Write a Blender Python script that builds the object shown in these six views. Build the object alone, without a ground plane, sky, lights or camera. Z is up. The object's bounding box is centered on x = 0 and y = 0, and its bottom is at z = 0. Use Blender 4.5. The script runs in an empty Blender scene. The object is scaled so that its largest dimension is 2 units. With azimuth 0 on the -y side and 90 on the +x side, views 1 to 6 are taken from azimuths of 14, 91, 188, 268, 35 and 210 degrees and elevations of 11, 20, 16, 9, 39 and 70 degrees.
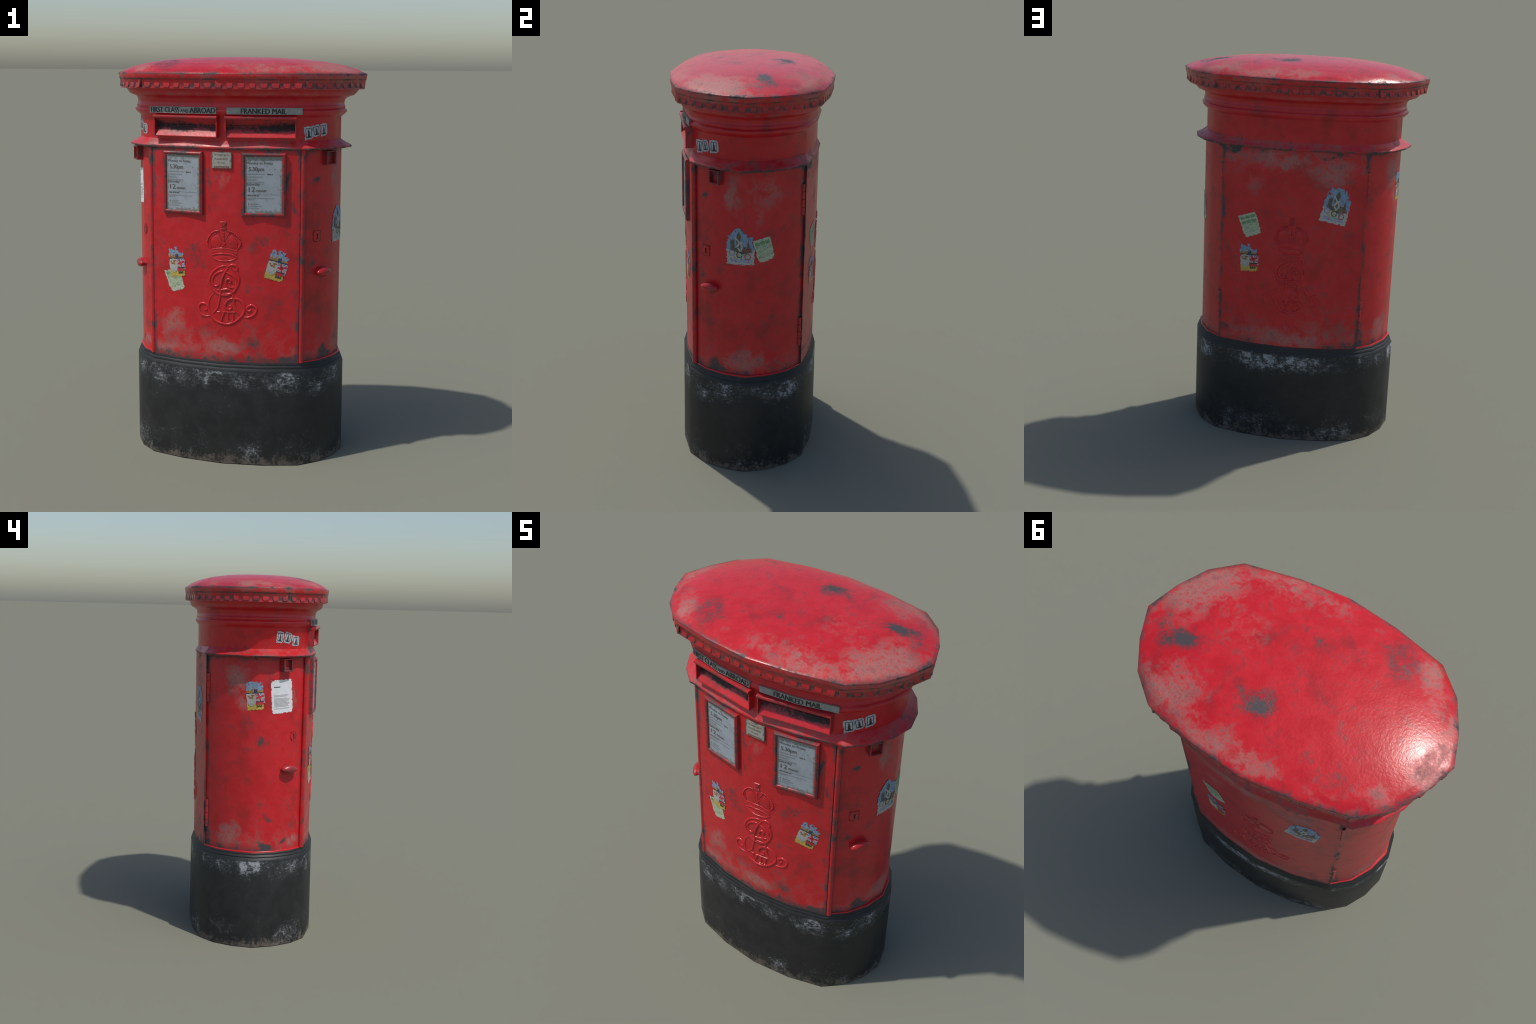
import bpy, bmesh, math, random
from mathutils import Vector, Matrix, noise as mnoise

random.seed(7)
COL = bpy.context.scene.collection

# ----------------------------------------------------------------------------
# node helper: arithmetic on shader sockets
# ----------------------------------------------------------------------------
class S:
    """A shader socket (or constant) that understands + - * and a few masks."""
    def __init__(self, m, sock): self.m, self.s = m, sock
    def _op(self, op, o, rev=False, clamp=False):
        n = self.m.node('ShaderNodeMath'); n.operation = op; n.use_clamp = clamp
        a, b = (o, self) if rev else (self, o)
        for i, v in enumerate((a, b)):
            if isinstance(v, S): self.m.link(v.s, n.inputs[i])
            elif v is not None: n.inputs[i].default_value = v
        return S(self.m, n.outputs[0])
    def __add__(s, o): return s._op('ADD', o)
    def __radd__(s, o): return s._op('ADD', o, True)
    def __sub__(s, o): return s._op('SUBTRACT', o)
    def __rsub__(s, o): return s._op('SUBTRACT', o, True)
    def __mul__(s, o): return s._op('MULTIPLY', o)
    def __rmul__(s, o): return s._op('MULTIPLY', o, True)
    def max(s, o): return s._op('MAXIMUM', o)
    def min(s, o): return s._op('MINIMUM', o)
    def abs(s): return s._op('ABSOLUTE', None)
    def clamp(s): return s._op('ADD', 0.0, clamp=True)
    def ramp(s, a, b):
        """0 at a, 1 at b, smooth between (a may exceed b)."""
        n = s.m.node('ShaderNodeMapRange'); n.interpolation_type = 'SMOOTHSTEP'
        s.m.link(s.s, n.inputs[0])
        if a <= b:
            n.inputs[1].default_value, n.inputs[2].default_value = a, b
            n.inputs[3].default_value, n.inputs[4].default_value = 0, 1
        else:
            n.inputs[1].default_value, n.inputs[2].default_value = b, a
            n.inputs[3].default_value, n.inputs[4].default_value = 1, 0
        return S(s.m, n.outputs[0])

class Mat:
    def __init__(self, name):
        self.mat = bpy.data.materials.new(name)
        self.mat.use_nodes = True
        self.t = self.mat.node_tree
        self.bsdf = self.t.nodes['Principled BSDF']
        tc = self.node('ShaderNodeTexCoord')
        self.P = tc.outputs['Object']
        sx = self.node('ShaderNodeSeparateXYZ'); self.link(self.P, sx.inputs[0])
        self.x, self.y, self.z = (S(self, sx.outputs[i]) for i in range(3))
        self.tc = tc
        self.W = self.P                     # position used by blobs; may be warped
    def warp(self, scale, amp):
        """push the blobs' outlines about so that no patch is round"""
        n = self.node('ShaderNodeTexNoise'); n.inputs['Scale'].default_value = scale
        n.inputs['Detail'].default_value = 5; n.inputs['Roughness'].default_value = 0.6
        self.link(self.P, n.inputs['Vector'])
        a = self.node('ShaderNodeVectorMath'); a.operation = 'SUBTRACT'
        self.link(n.outputs['Color'], a.inputs[0]); a.inputs[1].default_value = (.5, .5, .5)
        b = self.node('ShaderNodeVectorMath'); b.operation = 'MULTIPLY_ADD'
        self.link(a.outputs[0], b.inputs[0]); b.inputs[1].default_value = (amp,) * 3
        self.link(self.P, b.inputs[2])
        self.W = b.outputs[0]
    def node(self, t): return self.t.nodes.new(t)
    def link(self, a, b): self.t.links.new(a, b)
    def noise(self, scale, detail=5, rough=0.55, stretch=(1, 1, 1), off=(0, 0, 0), dist=0.0):
        mp = self.node('ShaderNodeMapping')
        mp.inputs['Scale'].default_value = stretch
        mp.inputs['Location'].default_value = off
        self.link(self.P, mp.inputs['Vector'])
        n = self.node('ShaderNodeTexNoise')
        n.inputs['Scale'].default_value = scale
        n.inputs['Detail'].default_value = detail
        n.inputs['Roughness'].default_value = rough
        n.inputs['Distortion'].default_value = dist
        self.link(mp.outputs[0], n.inputs['Vector'])
        return S(self, n.outputs[0])
    def blob(self, c, r):
        """soft ball of matter: 1 at c, 0 beyond the radii r."""
        if not isinstance(r, (tuple, list)): r = (r, r, r)
        a = self.node('ShaderNodeVectorMath'); a.operation = 'SUBTRACT'
        self.link(self.W, a.inputs[0]); a.inputs[1].default_value = c
        b = self.node('ShaderNodeVectorMath'); b.operation = 'DIVIDE'
        self.link(a.outputs[0], b.inputs[0]); b.inputs[1].default_value = r
        l = self.node('ShaderNodeVectorMath'); l.operation = 'LENGTH'
        self.link(b.outputs[0], l.inputs[0])
        return S(self, l.outputs['Value']).ramp(1.0, 0.0)
    def blobs(self, lst):
        out = None
        for c, r, amp in lst:
            b = self.blob(c, r) * amp
            out = b if out is None else out.max(b)
        return out
    def rgb(self, c):
        n = self.node('ShaderNodeRGB'); n.outputs[0].default_value = (*c, 1); return n.outputs[0]
    def mix(self, a, b, f):
        n = self.node('ShaderNodeMix'); n.data_type = 'RGBA'
        self.link(f.s, n.inputs[0])
        for v, i in ((a, 6), (b, 7)):
            if isinstance(v, tuple): n.inputs[i].default_value = (*v, 1)
            else: self.link(v, n.inputs[i])
        return n.outputs[2]
    def color(self, c):
        if isinstance(c, tuple): self.bsdf.inputs['Base Color'].default_value = (*c, 1)
        else: self.link(c, self.bsdf.inputs['Base Color'])
    def rough(self, r):
        if isinstance(r, S): self.link(r.s, self.bsdf.inputs['Roughness'])
        else: self.bsdf.inputs['Roughness'].default_value = r
    def bump(self, h, strength=0.2, dist=0.002):
        n = self.node('ShaderNodeBump')
        n.inputs['Strength'].default_value = strength
        n.inputs['Distance'].default_value = dist
        self.link(h.s, n.inputs['Height'])
        self.link(n.outputs[0], self.bsdf.inputs['Normal'])

# ----------------------------------------------------------------------------
# materials
# ----------------------------------------------------------------------------
def red_paint(name, chips=(), fades=(), chip_bias=0.0, fade_bias=0.0, edge=None, haze=None,
              rough=0.36, spots=True, bump=0.25, warp=0.17, chip_col=(0.046, 0.050, 0.053), own_noise=False):
    """Weathered pillar-box red: fresh gloss, chalky fading, dark chips where paint is lost.
    edge(m) / haze(m) return sockets that raise the chance of chips / fading there."""
    m = Mat(name)
    if own_noise:                               # shared mesh: shift the grain by where each piece hangs
        oi = m.node('ShaderNodeObjectInfo'); ad = m.node('ShaderNodeVectorMath')
        m.link(m.P, ad.inputs[0]); m.link(oi.outputs['Location'], ad.inputs[1]); m.P = ad.outputs[0]
    m.warp(6.0, warp)
    big = m.noise(3.1, 4, 0.55)
    clump = m.noise(24.0, 7, 0.68, off=(6.1, 0.7, 2.9), dist=0.6)
    mid = m.noise(13.0, 8, 0.66, dist=0.4)
    fin = m.noise(62.0, 6, 0.6)
    grain = m.noise(150.0, 4, 0.6)
    blot = m.noise(6.5, 6, 0.6, off=(3.1, 7.7, 1.9))
    c = m.mix((0.500, 0.0105, 0.0165), (0.590, 0.0160, 0.0230), mid.ramp(0.35, 0.65))
    c = m.mix(c, (0.320, 0.0160, 0.0190), (blot * 0.75 + clump * 0.25).ramp(0.50, 0.66) * 0.85)
    if spots:
        pink = m.noise(8.0, 7, 0.7, off=(11.3, 2.2, 5.1))
        c = m.mix(c, (0.640, 0.0120, 0.0560), pink.ramp(0.64, 0.72) * 0.8)
        ora = m.noise(9.0, 8, 0.75, off=(1.3, 12.2, 8.1))
        c = m.mix(c, (0.500, 0.0450, 0.0100), ora.ramp(0.66, 0.74) * 0.6)
    f = big * 0.25 + mid * 0.40 + clump * 0.55 - 0.10 + fade_bias
    if fades: f = f + m.blobs(fades)
    if haze: f = f + haze(m)
    fade = f.ramp(0.52, 0.80) * (0.40 + 0.85 * (fin * 0.6 + grain * 0.4).ramp(0.36, 0.62)).clamp()
    c = m.mix(c, (0.355, 0.160, 0.138), fade * 0.88)
    k = mid * 0.55 + fin * 0.30 + clump * 0.35 - 0.10 + chip_bias
    if chips: k = k + m.blobs(chips)
    if edge: k = k + edge(m)
    k = k + (grain - 0.5) * 0.16
    chip = k.ramp(0.625, 0.755)
    scuff = k.ramp(0.495, 0.69)
    c = m.mix(c, (0.130, 0.033, 0.036), scuff * 0.66)
    c = m.mix(c, chip_col, chip * 0.93)
    m.color(c)
    m.rough((rough + fade * 0.36 + chip * 0.25 + (mid - 0.5) * 0.2).clamp())
    m.bump(m.noise(95.0, 3, 0.55) * 0.6 + fin * 0.4 - chip * 0.35, bump, 0.0025)
    return m.mat

def plain(name, col, rough=0.5, var=0.0, metallic=0.0):
    m = Mat(name)
    if var:
        n = m.noise(55.0, 6, 0.6)
        d = tuple(v * (1 - var) for v in col)
        c = m.mix(d, col, n.ramp(0.35, 0.65))
        if name.endswith(('_ink', '_paper')):           # rubbed prints: dirt and the red beneath show through
            dirt = m.noise(160.0, 5, 0.65, off=(1, 2, 3))
            c = m.mix(c, tuple(v * .45 + .03 for v in col), dirt.ramp(0.48, 0.66) * 0.7)
            c = m.mix(c, (0.36, 0.03, 0.035), (m.noise(75.0, 7, 0.7, off=(4, 4, 9))).ramp(0.555, 0.65) * 0.85)
        m.color(c)
    else: m.color(col)
    m.rough(rough); m.bsdf.inputs['Metallic'].default_value = metallic
    return m.mat

def black_paint():
    m = Mat('black_paint'); m.warp(9.0, 0.12)
    mid = m.noise(11.0, 8, 0.68, dist=0.5)
    fin = m.noise(75.0, 8, 0.7)
    streak = m.noise(48.0, 7, 0.7, stretch=(0.6, 0.6, 1.7), dist=1.6)
    around = m.noise(4.2, 3, 0.5, off=(4.4, 1.7, 0.0), stretch=(1, 1, 0.5))
    c = m.mix((0.0095, 0.0103, 0.0107), (0.0175, 0.0187, 0.0187), mid.ramp(0.35, 0.65))
    # pale scuffs where trolleys and bags rub just under the moulding
    band = m.z.ramp(0.33, 0.445) * m.z.ramp(0.487, 0.468)
    w = band * (around.ramp(0.40, 0.64) * 0.13 + 0.080)
    low = m.z.ramp(0.22, 0.02) * around.ramp(0.42, 0.60) * 0.15
    spots = m.blobs([((-.36, -.30, .445), (.12, .08, .05), 0.139), ((.13, -.34, .40), (.07, .05, .03), 0.123),
                     ((.44, -.21, .40), (.15, .12, .085), 0.123), ((-.36, -.29, .02), (.05, .05, .03), 0.197),
                     ((.47, .19, .02), (.10, .10, .05), 0.156), ((.20, .34, .45), (.12, .05, .05), 0.123),
                     ((-.40, .27, .44), (.09, .10, .06), 0.139), ((.0, .35, .05), (.25, .06, .06), 0.123),
                     ((-.45, .20, .10), (.14, .14, .11), 0.115), ((-.46, -.20, .43), (.08, .1, .05), 0.148)])
    k = mid * 0.15 + fin * 0.45 + streak * 0.4 + (w + low).max(spots) * (0.72 + 0.5 * mid.ramp(0.42, 0.60))
    c = m.mix(c, (0.085, 0.091, 0.095), k.ramp(0.56, 0.68) * 0.7)
    c = m.mix(c, (0.33, 0.345, 0.365), k.ramp(0.645, 0.755) * 0.9)
    # splashed earth along the foot
    mud = m.z.ramp(0.095, 0.0) * 0.19 + mid * 0.5 + fin * 0.5
    c = m.mix(c, (0.135, 0.106, 0.084), mud.ramp(0.60, 0.74) * 0.85)
    m.color(c)
    m.rough((0.46 + mid * 0.15).clamp())
    m.bump(fin * 0.6 + mid * 0.4, 0.25, 0.003)
    return m.mat

def near(sock, v, w):                       # 1 on the plane sock=v, 0 beyond w
    return (sock - v).abs().ramp(w, 0.0)

def door_edge(m):
    ed = near(m.x.abs(), 0.369, 0.022) * 0.24 + near(m.z, 0.523, 0.055) * 0.20 + near(m.z, 1.565, 0.035) * 0.17
    return ed * m.noise(5.0, 3, 0.5, off=(2, 9, 4)).ramp(0.31, 0.57)

def foot_haze(m):
    return m.z.ramp(0.78, 0.53) * 0.145 + m.z.ramp(1.30, 1.58) * 0.08

M_FRONT = red_paint('front_red_paint', edge=door_edge, haze=foot_haze, fade_bias=-0.03,
    chips=[((-.075, -.34, 1.44), (.02, .06, .12), 0.213), ((-.07, -.34, 1.30), (.02, .06, .05), 0.179),  # first four blobs paint the dark shading right of the notice frames
           ((.325, -.29, 1.42), (.018, .06, .13), 0.213), ((.325, -.29, 1.29), (.016, .06, .05), 0.190),
           ((-.15, -.33, 1.05), (.09, .07, .09), 0.130), ((.20, -.32, 1.13), (.11, .07, .06), 0.110),
           ((.13, -.33, .60), (.12, .06, .04), 0.112), ((-.27, -.30, .66), (.07, .06, .08), 0.090),
           ((.31, -.29, .545), (.10, .06, .03), 0.112), ((.345, -.28, .86), (.03, .06, .08), 0.123)],
    fades=[((-.27, -.30, .72), (.10, .1, .12), 0.280), ((.0, -.34, .60), (.14, .1, .06), 0.263),
           ((.0, -.34, 1.42), (.07, .06, .07), 0.175), ((-.3, -.3, .57), (.1, .1, .05), 0.210)])
M_BACK = red_paint('back_red_paint', edge=door_edge, haze=lambda m: foot_haze(m) + m.z.ramp(1.34, 1.54) * 0.06,
    fade_bias=-0.02,
    chips=[((.315, .285, 1.54), (.09, .06, .035), 0.224), ((.355, .28, 1.23), (.025, .06, .08), 0.224),
           ((-.355, .275, 1.31), (.025, .06, .05), 0.224), ((.33, .28, .57), (.06, .06, .06), 0.224),
           ((-.33, .28, 1.12), (.045, .06, .05), 0.146), ((-.20, .32, 1.545), (.17, .06, .02), 0.157)],
    fades=[((-.2, .32, 1.46), (.17, .08, .08), 0.228), ((.05, .33, 1.5), (.2, .08, .05), 0.228),
           ((.0, .33, .58), (.3, .08, .06), 0.210), ((.2, .31, 1.38), (.06, .08, .1), 0.140)])
def end_edge(m):
    ed = near(m.z, 0.526, 0.05) * 0.19 + near(m.z, 1.565, 0.04) * 0.18 + near(m.y.abs(), 0.262, 0.022) * 0.22
    return ed * m.noise(6.0, 3, 0.5, off=(5, 1, 7)).ramp(0.28, 0.55)
def end_haze(m):
    return m.z.ramp(0.76, 0.54) * 0.16 + m.z.ramp(1.22, 1.5) * 0.08
M_RIGHT = red_paint('right_door_red_paint', edge=end_edge, haze=end_haze, fade_bias=-0.05,
    chips=[((.442, -.196, 1.42), (.04, .045, .028), 0.280), ((.379, -.250, 1.53), (.03, .035, .055), 0.280),
           ((.520, -.003, .777), (.04, .035, .035), 0.224), ((.478, -.135, .556), (.05, .05, .045), 0.291),
           ((.478, .135, .552), (.04, .07, .03), 0.168), ((.40, -.235, 1.02), (.03, .03, .09), 0.157),
           ((.455, -.18, .925), (.04, .06, .035), 0.134), ((.36, .266, 1.55), (.03, .04, .03), 0.246)],
    fades=[((.50, -.06, 1.40), (.06, .05, .16), 0.280), ((.51, .08, 1.45), (.06, .14, .13), 0.175),
           ((.515, .0, .60), (.07, .18, .09), 0.210), ((.5, .06, 1.33), (.06, .05, .1), 0.193)])
M_LEFT = red_paint('left_door_red_paint', edge=end_edge, haze=end_haze, fade_bias=-0.05,
    chips=[((-.514, -.027, 1.104), (.04, .036, .052), 0.302), ((-.507, -.051, .703), (.03, .030, .040), 0.280),
           ((-.466, -.154, .581), (.03, .03, .035), 0.280), ((-.509, -.045, .545), (.04, .07, .03), 0.258),
           ((-.373, -.255, 1.04), (.02, .025, .05), 0.302), ((-.36, -.262, 1.52), (.03, .05, .045), 0.246),
           ((-.46, -.16, 1.0), (.03, .06, .02), 0.157), ((-.36, .262, 1.56), (.03, .03, .03), 0.246),
           ((-.375, .255, .57), (.03, .03, .06), 0.224), ((-.47, .14, 1.36), (.04, .03, .06), 0.134)],
    fades=[((-.48, .14, 1.45), (.06, .11, .13), 0.298), ((-.50, .08, 1.33), (.06, .09, .08), 0.245),
           ((-.47, .15, .62), (.06, .11, .11), 0.280), ((-.45, -.19, 1.35), (.05, .06, .12), 0.175),
           ((-.43, -.2, .57), (.05, .07, .05), 0.245)])
def rim_edge(m):
    top = near(m.z, 1.920, 0.014) * 0.175
    gap = near(m.z, 1.866, 0.026) * 0.20  # darker, uneven band in the gaps between the dentils
    groove = near(m.z, 1.893, 0.007) * 0.20
    return top.max(gap).max(groove) * m.noise(7.0, 4, 0.6, off=(8, 3, 3)).ramp(0.26, 0.5)
def lid_haze(m):
    """chalky bloom that creeps in from the rim"""
    far = (m.x * m.x * (1 / .64 ** 2) + m.y * m.y * (1 / .408 ** 2)).ramp(0.25, 0.95)
    return far * m.noise(3.6, 4, 0.6, off=(2.2, 5.5, 1.0)).ramp(0.36, 0.60) * 0.17
M_LID = red_paint('lid_red_paint', edge=rim_edge, haze=lid_haze, fade_bias=-0.045, rough=0.29, bump=0.42, warp=0.20,
    chips=[((.456, .09, 1.975), (.145, .095, .09), .27), ((.074, .156, 1.985), (.120, .095, .08), .26),
           ((-.30, -.25, 1.96), (.17, .110, .09), .165), ((-.32, .244, 1.96), (.07, .07, .06), .13),
           ((.0, -.12, 1.99), (.14, .07, .05), .09), ((.55, .02, 1.95), (.05, .16, .05), .08)],
    fades=[((.48, -.12, 1.96), (.24, .22, .18), .185), ((.35, .22, 1.96), (.25, .20, .18), .195),
           ((.12, .34, 1.95), (.26, .13, .14), .185), ((.14, -.30, 1.96), (.27, .14, .14), .185),
           ((.26, -.07, 1.98), (.18, .18, .12), .15), ((-.58, .05, 1.95), (.09, .20, .10), .14),
           ((-.44, -.26, 1.94), (.16, .12, .1), .15), ((-.20, .34, 1.95), (.26, .08, .08), .13)])
M_NECK = red_paint('neck_red_paint', fade_bias=-0.06, spots=False,
    haze=lambda m: near(m.z, 1.825, 0.022) * 0.16 + m.blob((.50, -.02, 1.63), (.05, .06, .07)) * .13
                   + m.blob((.17, .32, 1.62), (.13, .05, .05)) * .12, chip_bias=-0.03)
M_FLANGE = red_paint('drip_red_paint', fade_bias=0.10, chip_bias=0.02,
    edge=lambda m: near(m.z, 1.569, 0.012) * 0.20 * m.noise(5, 4, .6).ramp(.32, .52))
M_TRIM = red_paint('trim_red_paint', fade_bias=-0.06, chip_bias=0.165, rough=0.33)
M_POST = red_paint('post_red_paint', fade_bias=-0.10, chip_bias=0.05, rough=0.33,
    chips=[((.38, -.26, 1.53), (.03, .03, .06), .26), ((.38, -.26, 1.03), (.03, .03, .05), .27),
           ((.38, -.26, 1.26), (.03, .03, .022), .24), ((-.38, -.26, 1.51), (.03, .03, .08), .26),
           ((-.38, -.26, 1.02), (.03, .03, .07), .26), ((.38, -.26, 1.12), (.03, .03, .03), .20),
           ((.38, -.26, .61), (.02, .02, .006), .26), ((-.38, -.26, .66), (.03, .03, .04), .20)])
M_SLOT = red_paint('slot_red_paint', fade_bias=-0.06, chip_bias=0.095, rough=0.33)
M_RELIEF = red_paint('relief_red_paint', fade_bias=-0.12, chip_bias=-0.02, rough=0.27)
M_KNOB = red_paint('knob_red_paint', fade_bias=-0.12, chip_bias=0.10, rough=0.25)
M_LEDGE = red_paint('ledge_red_paint', fade_bias=-0.12, chip_bias=0.0, rough=0.3, spots=False)
M_FLAP = red_paint('flap_shade_darkened_paint', fade_bias=-0.2, chip_bias=0.09, rough=0.45, spots=False, chip_col=(.014, .014, .016),  # near-black blotches darken the paint for the unlit slot interior
    edge=lambda m: near(m.z, 1.668, 0.034) * 0.16)
M_BLACK = black_paint()
M_VOID = plain('dark_void', (0.012, 0.012, 0.013), 0.8)
M_STEEL = plain('worn_grey_plate', (0.30, 0.31, 0.285), 0.45, 0.18)
M_SCREW = plain('screw_steel', (0.42, 0.46, 0.52), 0.35, 0.1)
M_INK = plain('black_ink', (0.022, 0.023, 0.022), 0.5)
M_GREYINK = plain('faded_brown_ink', (0.105, 0.100, 0.082), 0.45)
M_PALEINK = plain('pale_grey_ink', (0.235, 0.245, 0.250), 0.45)
M_LETTERINK = plain('soft_grey_ink', (0.43, 0.43, 0.425), 0.6, 0.1)
M_REDINK = plain('faded_red_ink', (0.255, 0.120, 0.098), 0.5, 0.25)
M_WHITE = plain('scuffed_white_paper', (0.508, 0.529, 0.558), 0.55, 0.18)
M_LETTER = plain('white_letter_sheet', (0.75, 0.76, 0.775), 0.6, 0.10)
M_CREAM = plain('cream_green_paper', (0.492, 0.533, 0.385), 0.6, 0.12)
M_GREEN = plain('green_ink', (0.16, 0.36, 0.15), 0.6, 0.3)
M_PALEGREEN = plain('pale_green_ink', (0.40, 0.52, 0.30), 0.6, 0.2)
M_SKY = plain('sky_blue_ink', (0.221, 0.344, 0.492), 0.55, 0.25)
M_BLUE = plain('flag_blue_ink', (0.041, 0.205, 0.508), 0.5, 0.3)
M_NAVY = plain('navy_ink', (0.045, 0.055, 0.10), 0.5, 0.3)
M_CARDRED = plain('flag_red_ink', (0.508, 0.029, 0.045), 0.5, 0.15)
M_YELLOW = plain('yellow_ink', (0.558, 0.410, 0.074), 0.5, 0.15)
M_GOLD = plain('gold_ink', (0.42, 0.22, 0.04), 0.5, 0.3)
M_BROWN = plain('brown_ink', (0.33, 0.13, 0.04), 0.5, 0.3)
M_STONE = plain('stone_grey_ink', (0.125, 0.120, 0.075), 0.6, 0.4)
M_BONE = plain('bone_ink', (0.467, 0.459, 0.426), 0.5, 0.12)
M_RINGGREEN = plain('ring_green_ink', (0.12, 0.42, 0.28), 0.5)
M_RINGBLUE = plain('ring_blue_ink', (0.131, 0.230, 0.508), 0.5)
M_VIOLET = plain('violet_ink', (0.30, 0.30, 0.62), 0.5, 0.2)

def notice_paper():
    m = Mat('notice_paper')
    n = m.noise(60.0, 7, 0.65)
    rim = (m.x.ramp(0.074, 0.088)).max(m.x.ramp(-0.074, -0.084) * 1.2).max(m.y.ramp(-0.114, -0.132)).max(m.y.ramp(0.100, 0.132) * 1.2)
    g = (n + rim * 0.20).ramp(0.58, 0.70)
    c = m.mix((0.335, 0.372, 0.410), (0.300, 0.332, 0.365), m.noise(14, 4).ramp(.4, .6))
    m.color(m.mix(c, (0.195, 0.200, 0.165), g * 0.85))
    m.rough(0.22)
    return m.mat
M_PAPER = notice_paper()

def enamel():
    m = Mat('dirty_enamel')
    n = m.noise(38.0, 7, 0.65)
    rim = m.x.abs().ramp(0.036, 0.050).max(m.y.abs().ramp(0.028, 0.039))
    c = m.mix((0.30, 0.285, 0.225), (0.39, 0.395, 0.35), n.ramp(.35, .65))
    m.color(m.mix(c, (0.14, 0.155, 0.150), (n + rim * .22).ramp(.60, .70)))
    m.rough(0.4)
    return m.mat
M_ENAMEL = enamel()

# ----------------------------------------------------------------------------
# scene graph helpers
# ----------------------------------------------------------------------------
ROOT = bpy.data.objects.new('pillar_box', None)
COL.objects.link(ROOT)
ROOT['label'] = 'weathered red double-slot pillar box with black base and stickers'
ROOT['category'] = 'post box'

def put(name, mesh, parent=ROOT, mats=(), matrix=None, kind=None):
    ob = bpy.data.objects.new(name, mesh)
    COL.objects.link(ob)
    for m in mats: mesh.materials.append(m)
    if matrix is not None: ob.matrix_world = matrix
    ob.parent = parent
    if parent is not ROOT and parent is not None:
        ob.matrix_parent_inverse = parent.matrix_world.inverted()
    if kind: ob['kind'] = kind
    return ob

def finish(bm, name, angle=40, smooth=True):
    me = bpy.data.meshes.new(name)
    bmesh.ops.recalc_face_normals(bm, faces=bm.faces[:])
    bm.to_mesh(me); bm.free()
    if smooth:
        me.polygons.foreach_set('use_smooth', [True] * len(me.polygons))
        me.set_sharp_from_angle(angle=math.radians(angle))
    return me

# ----------------------------------------------------------------------------
# plan shape: a stretched octagon-like oval, five chords to the quarter
# ----------------------------------------------------------------------------
PLAN = [(1, 0), (.949, .308), (.845, .594), (.687, .8095), (.371, .941), (0, 1)]       # body and base
PLAN_LID = [(1, 0), (.9285, .316), (.825, .603), (.662, .828), (.322, .946), (0, 1)]   # wider cap

def all_round(q):
    """quarter polygon (from +x apex to +y centre) -> full loop, counter-clockwise."""
    p = q + [(-x, y) for x, y in q[-2::-1]]
    return p + [(x, -y) for x, y in p[-2:0:-1]]

def plan(a, b, k=0.0):
    q = []
    for (x, y), (lx, ly) in zip(PLAN, PLAN_LID):
        q.append((a * (x + (lx - x) * k), b * (y + (ly - y) * k)))
    return all_round(q)

def loft(loops, cap_low=True, cap_top=True, tip=None, closed=True):
    bm = bmesh.new()
    rows = [[bm.verts.new(v) for v in l] for l in loops]
    n = len(rows[0])
    for r, s in zip(rows, rows[1:]):
        for i in range(n if closed else n - 1):
            bm.faces.new((r[i], r[(i + 1) % n], s[(i + 1) % n], s[i]))
    if cap_low: bm.faces.new(rows[0][::-1])
    if tip:
        t = bm.verts.new(tip)
        for i in range(n): bm.faces.new((rows[-1][i], rows[-1][(i + 1) % n], t))
    elif cap_top: bm.faces.new(rows[-1])
    return bm

def ring_loft(rings, **kw):
    return loft([[(x, y, z) for x, y in plan(a, b, k)] for a, b, z, k in rings], **kw)

# ---- black base -------------------------------------------------------------
put('base', finish(ring_loft([
    (.5500, .3570, 0.000, 0), (.5496, .3566, .040, 0), (.5490, .3552, .260, 0), (.5483, .3540, .478, 0), (.5470, .3532, .4815, 0),
    (.5415, .3490, .4915, 0), (.5390, .3478, .4930, 0), (.5388, .3476, .4960, 0),
    (.5405, .3480, .4985, 0), (.5360, .3440, .5070, 0), (.5335, .3425, .5085, 0), (.5333, .3423, .5120, 0),
    (.5335, .3425, .5140, 0), (.5300, .3395, .5205, 0), (.5270, .3350, .5215, 0)]), 'base', 48), mats=[M_BLACK])
# thin red sill on which the end doors shut
put('door_sill', finish(ring_loft([(.5305, .3372, .5130, 0), (.5310, .3374, .5240, 0), (.5285, .3365, .5265, 0),
    (.500, .310, .5265, 0)]), 'door_sill', 30), mats=[M_LEDGE])

# ---- curved wall plates -------------------------------------------------------
FRONT = [(-.3693, -.273), (-.197, -.318), (0, -.338), (.197, -.318), (.3693, -.273)]
RIGHT = [(.3610, -.2665), (.440, -.2008), (.494, -.104), (.5205, 0), (.494, .104), (.440, .2008), (.3610, .2665)]
BACK = [(-x, -y) for x, y in FRONT]
LEFT = [(-x, -y) for x, y in RIGHT]

def plate(name, arc, z0, z1, thick, mat):
    """a wall plate: its outer face follows the arc, its back lies `thick` towards the middle."""
    inner = [(x * (1 - thick / max(.2, math.hypot(x, y))), y * (1 - thick / max(.2, math.hypot(x, y)))) for x, y in arc]
    loop = arc + inner[::-1]
    bm = loft([[(x, y, z0) for x, y in loop], [(x, y, z1) for x, y in loop]])
    return put(name, finish(bm, name, 30), mats=[mat])

plate('front_plate', FRONT, .5225, 1.575, .03, M_FRONT)
plate('back_plate', BACK, .5225, 1.575, .03, M_BACK)
DOOR_R = plate('door', RIGHT, .5255, 1.575, .02, M_RIGHT)
DOOR_L = plate('door', LEFT, .5255, 1.575, .02, M_LEFT)

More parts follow.
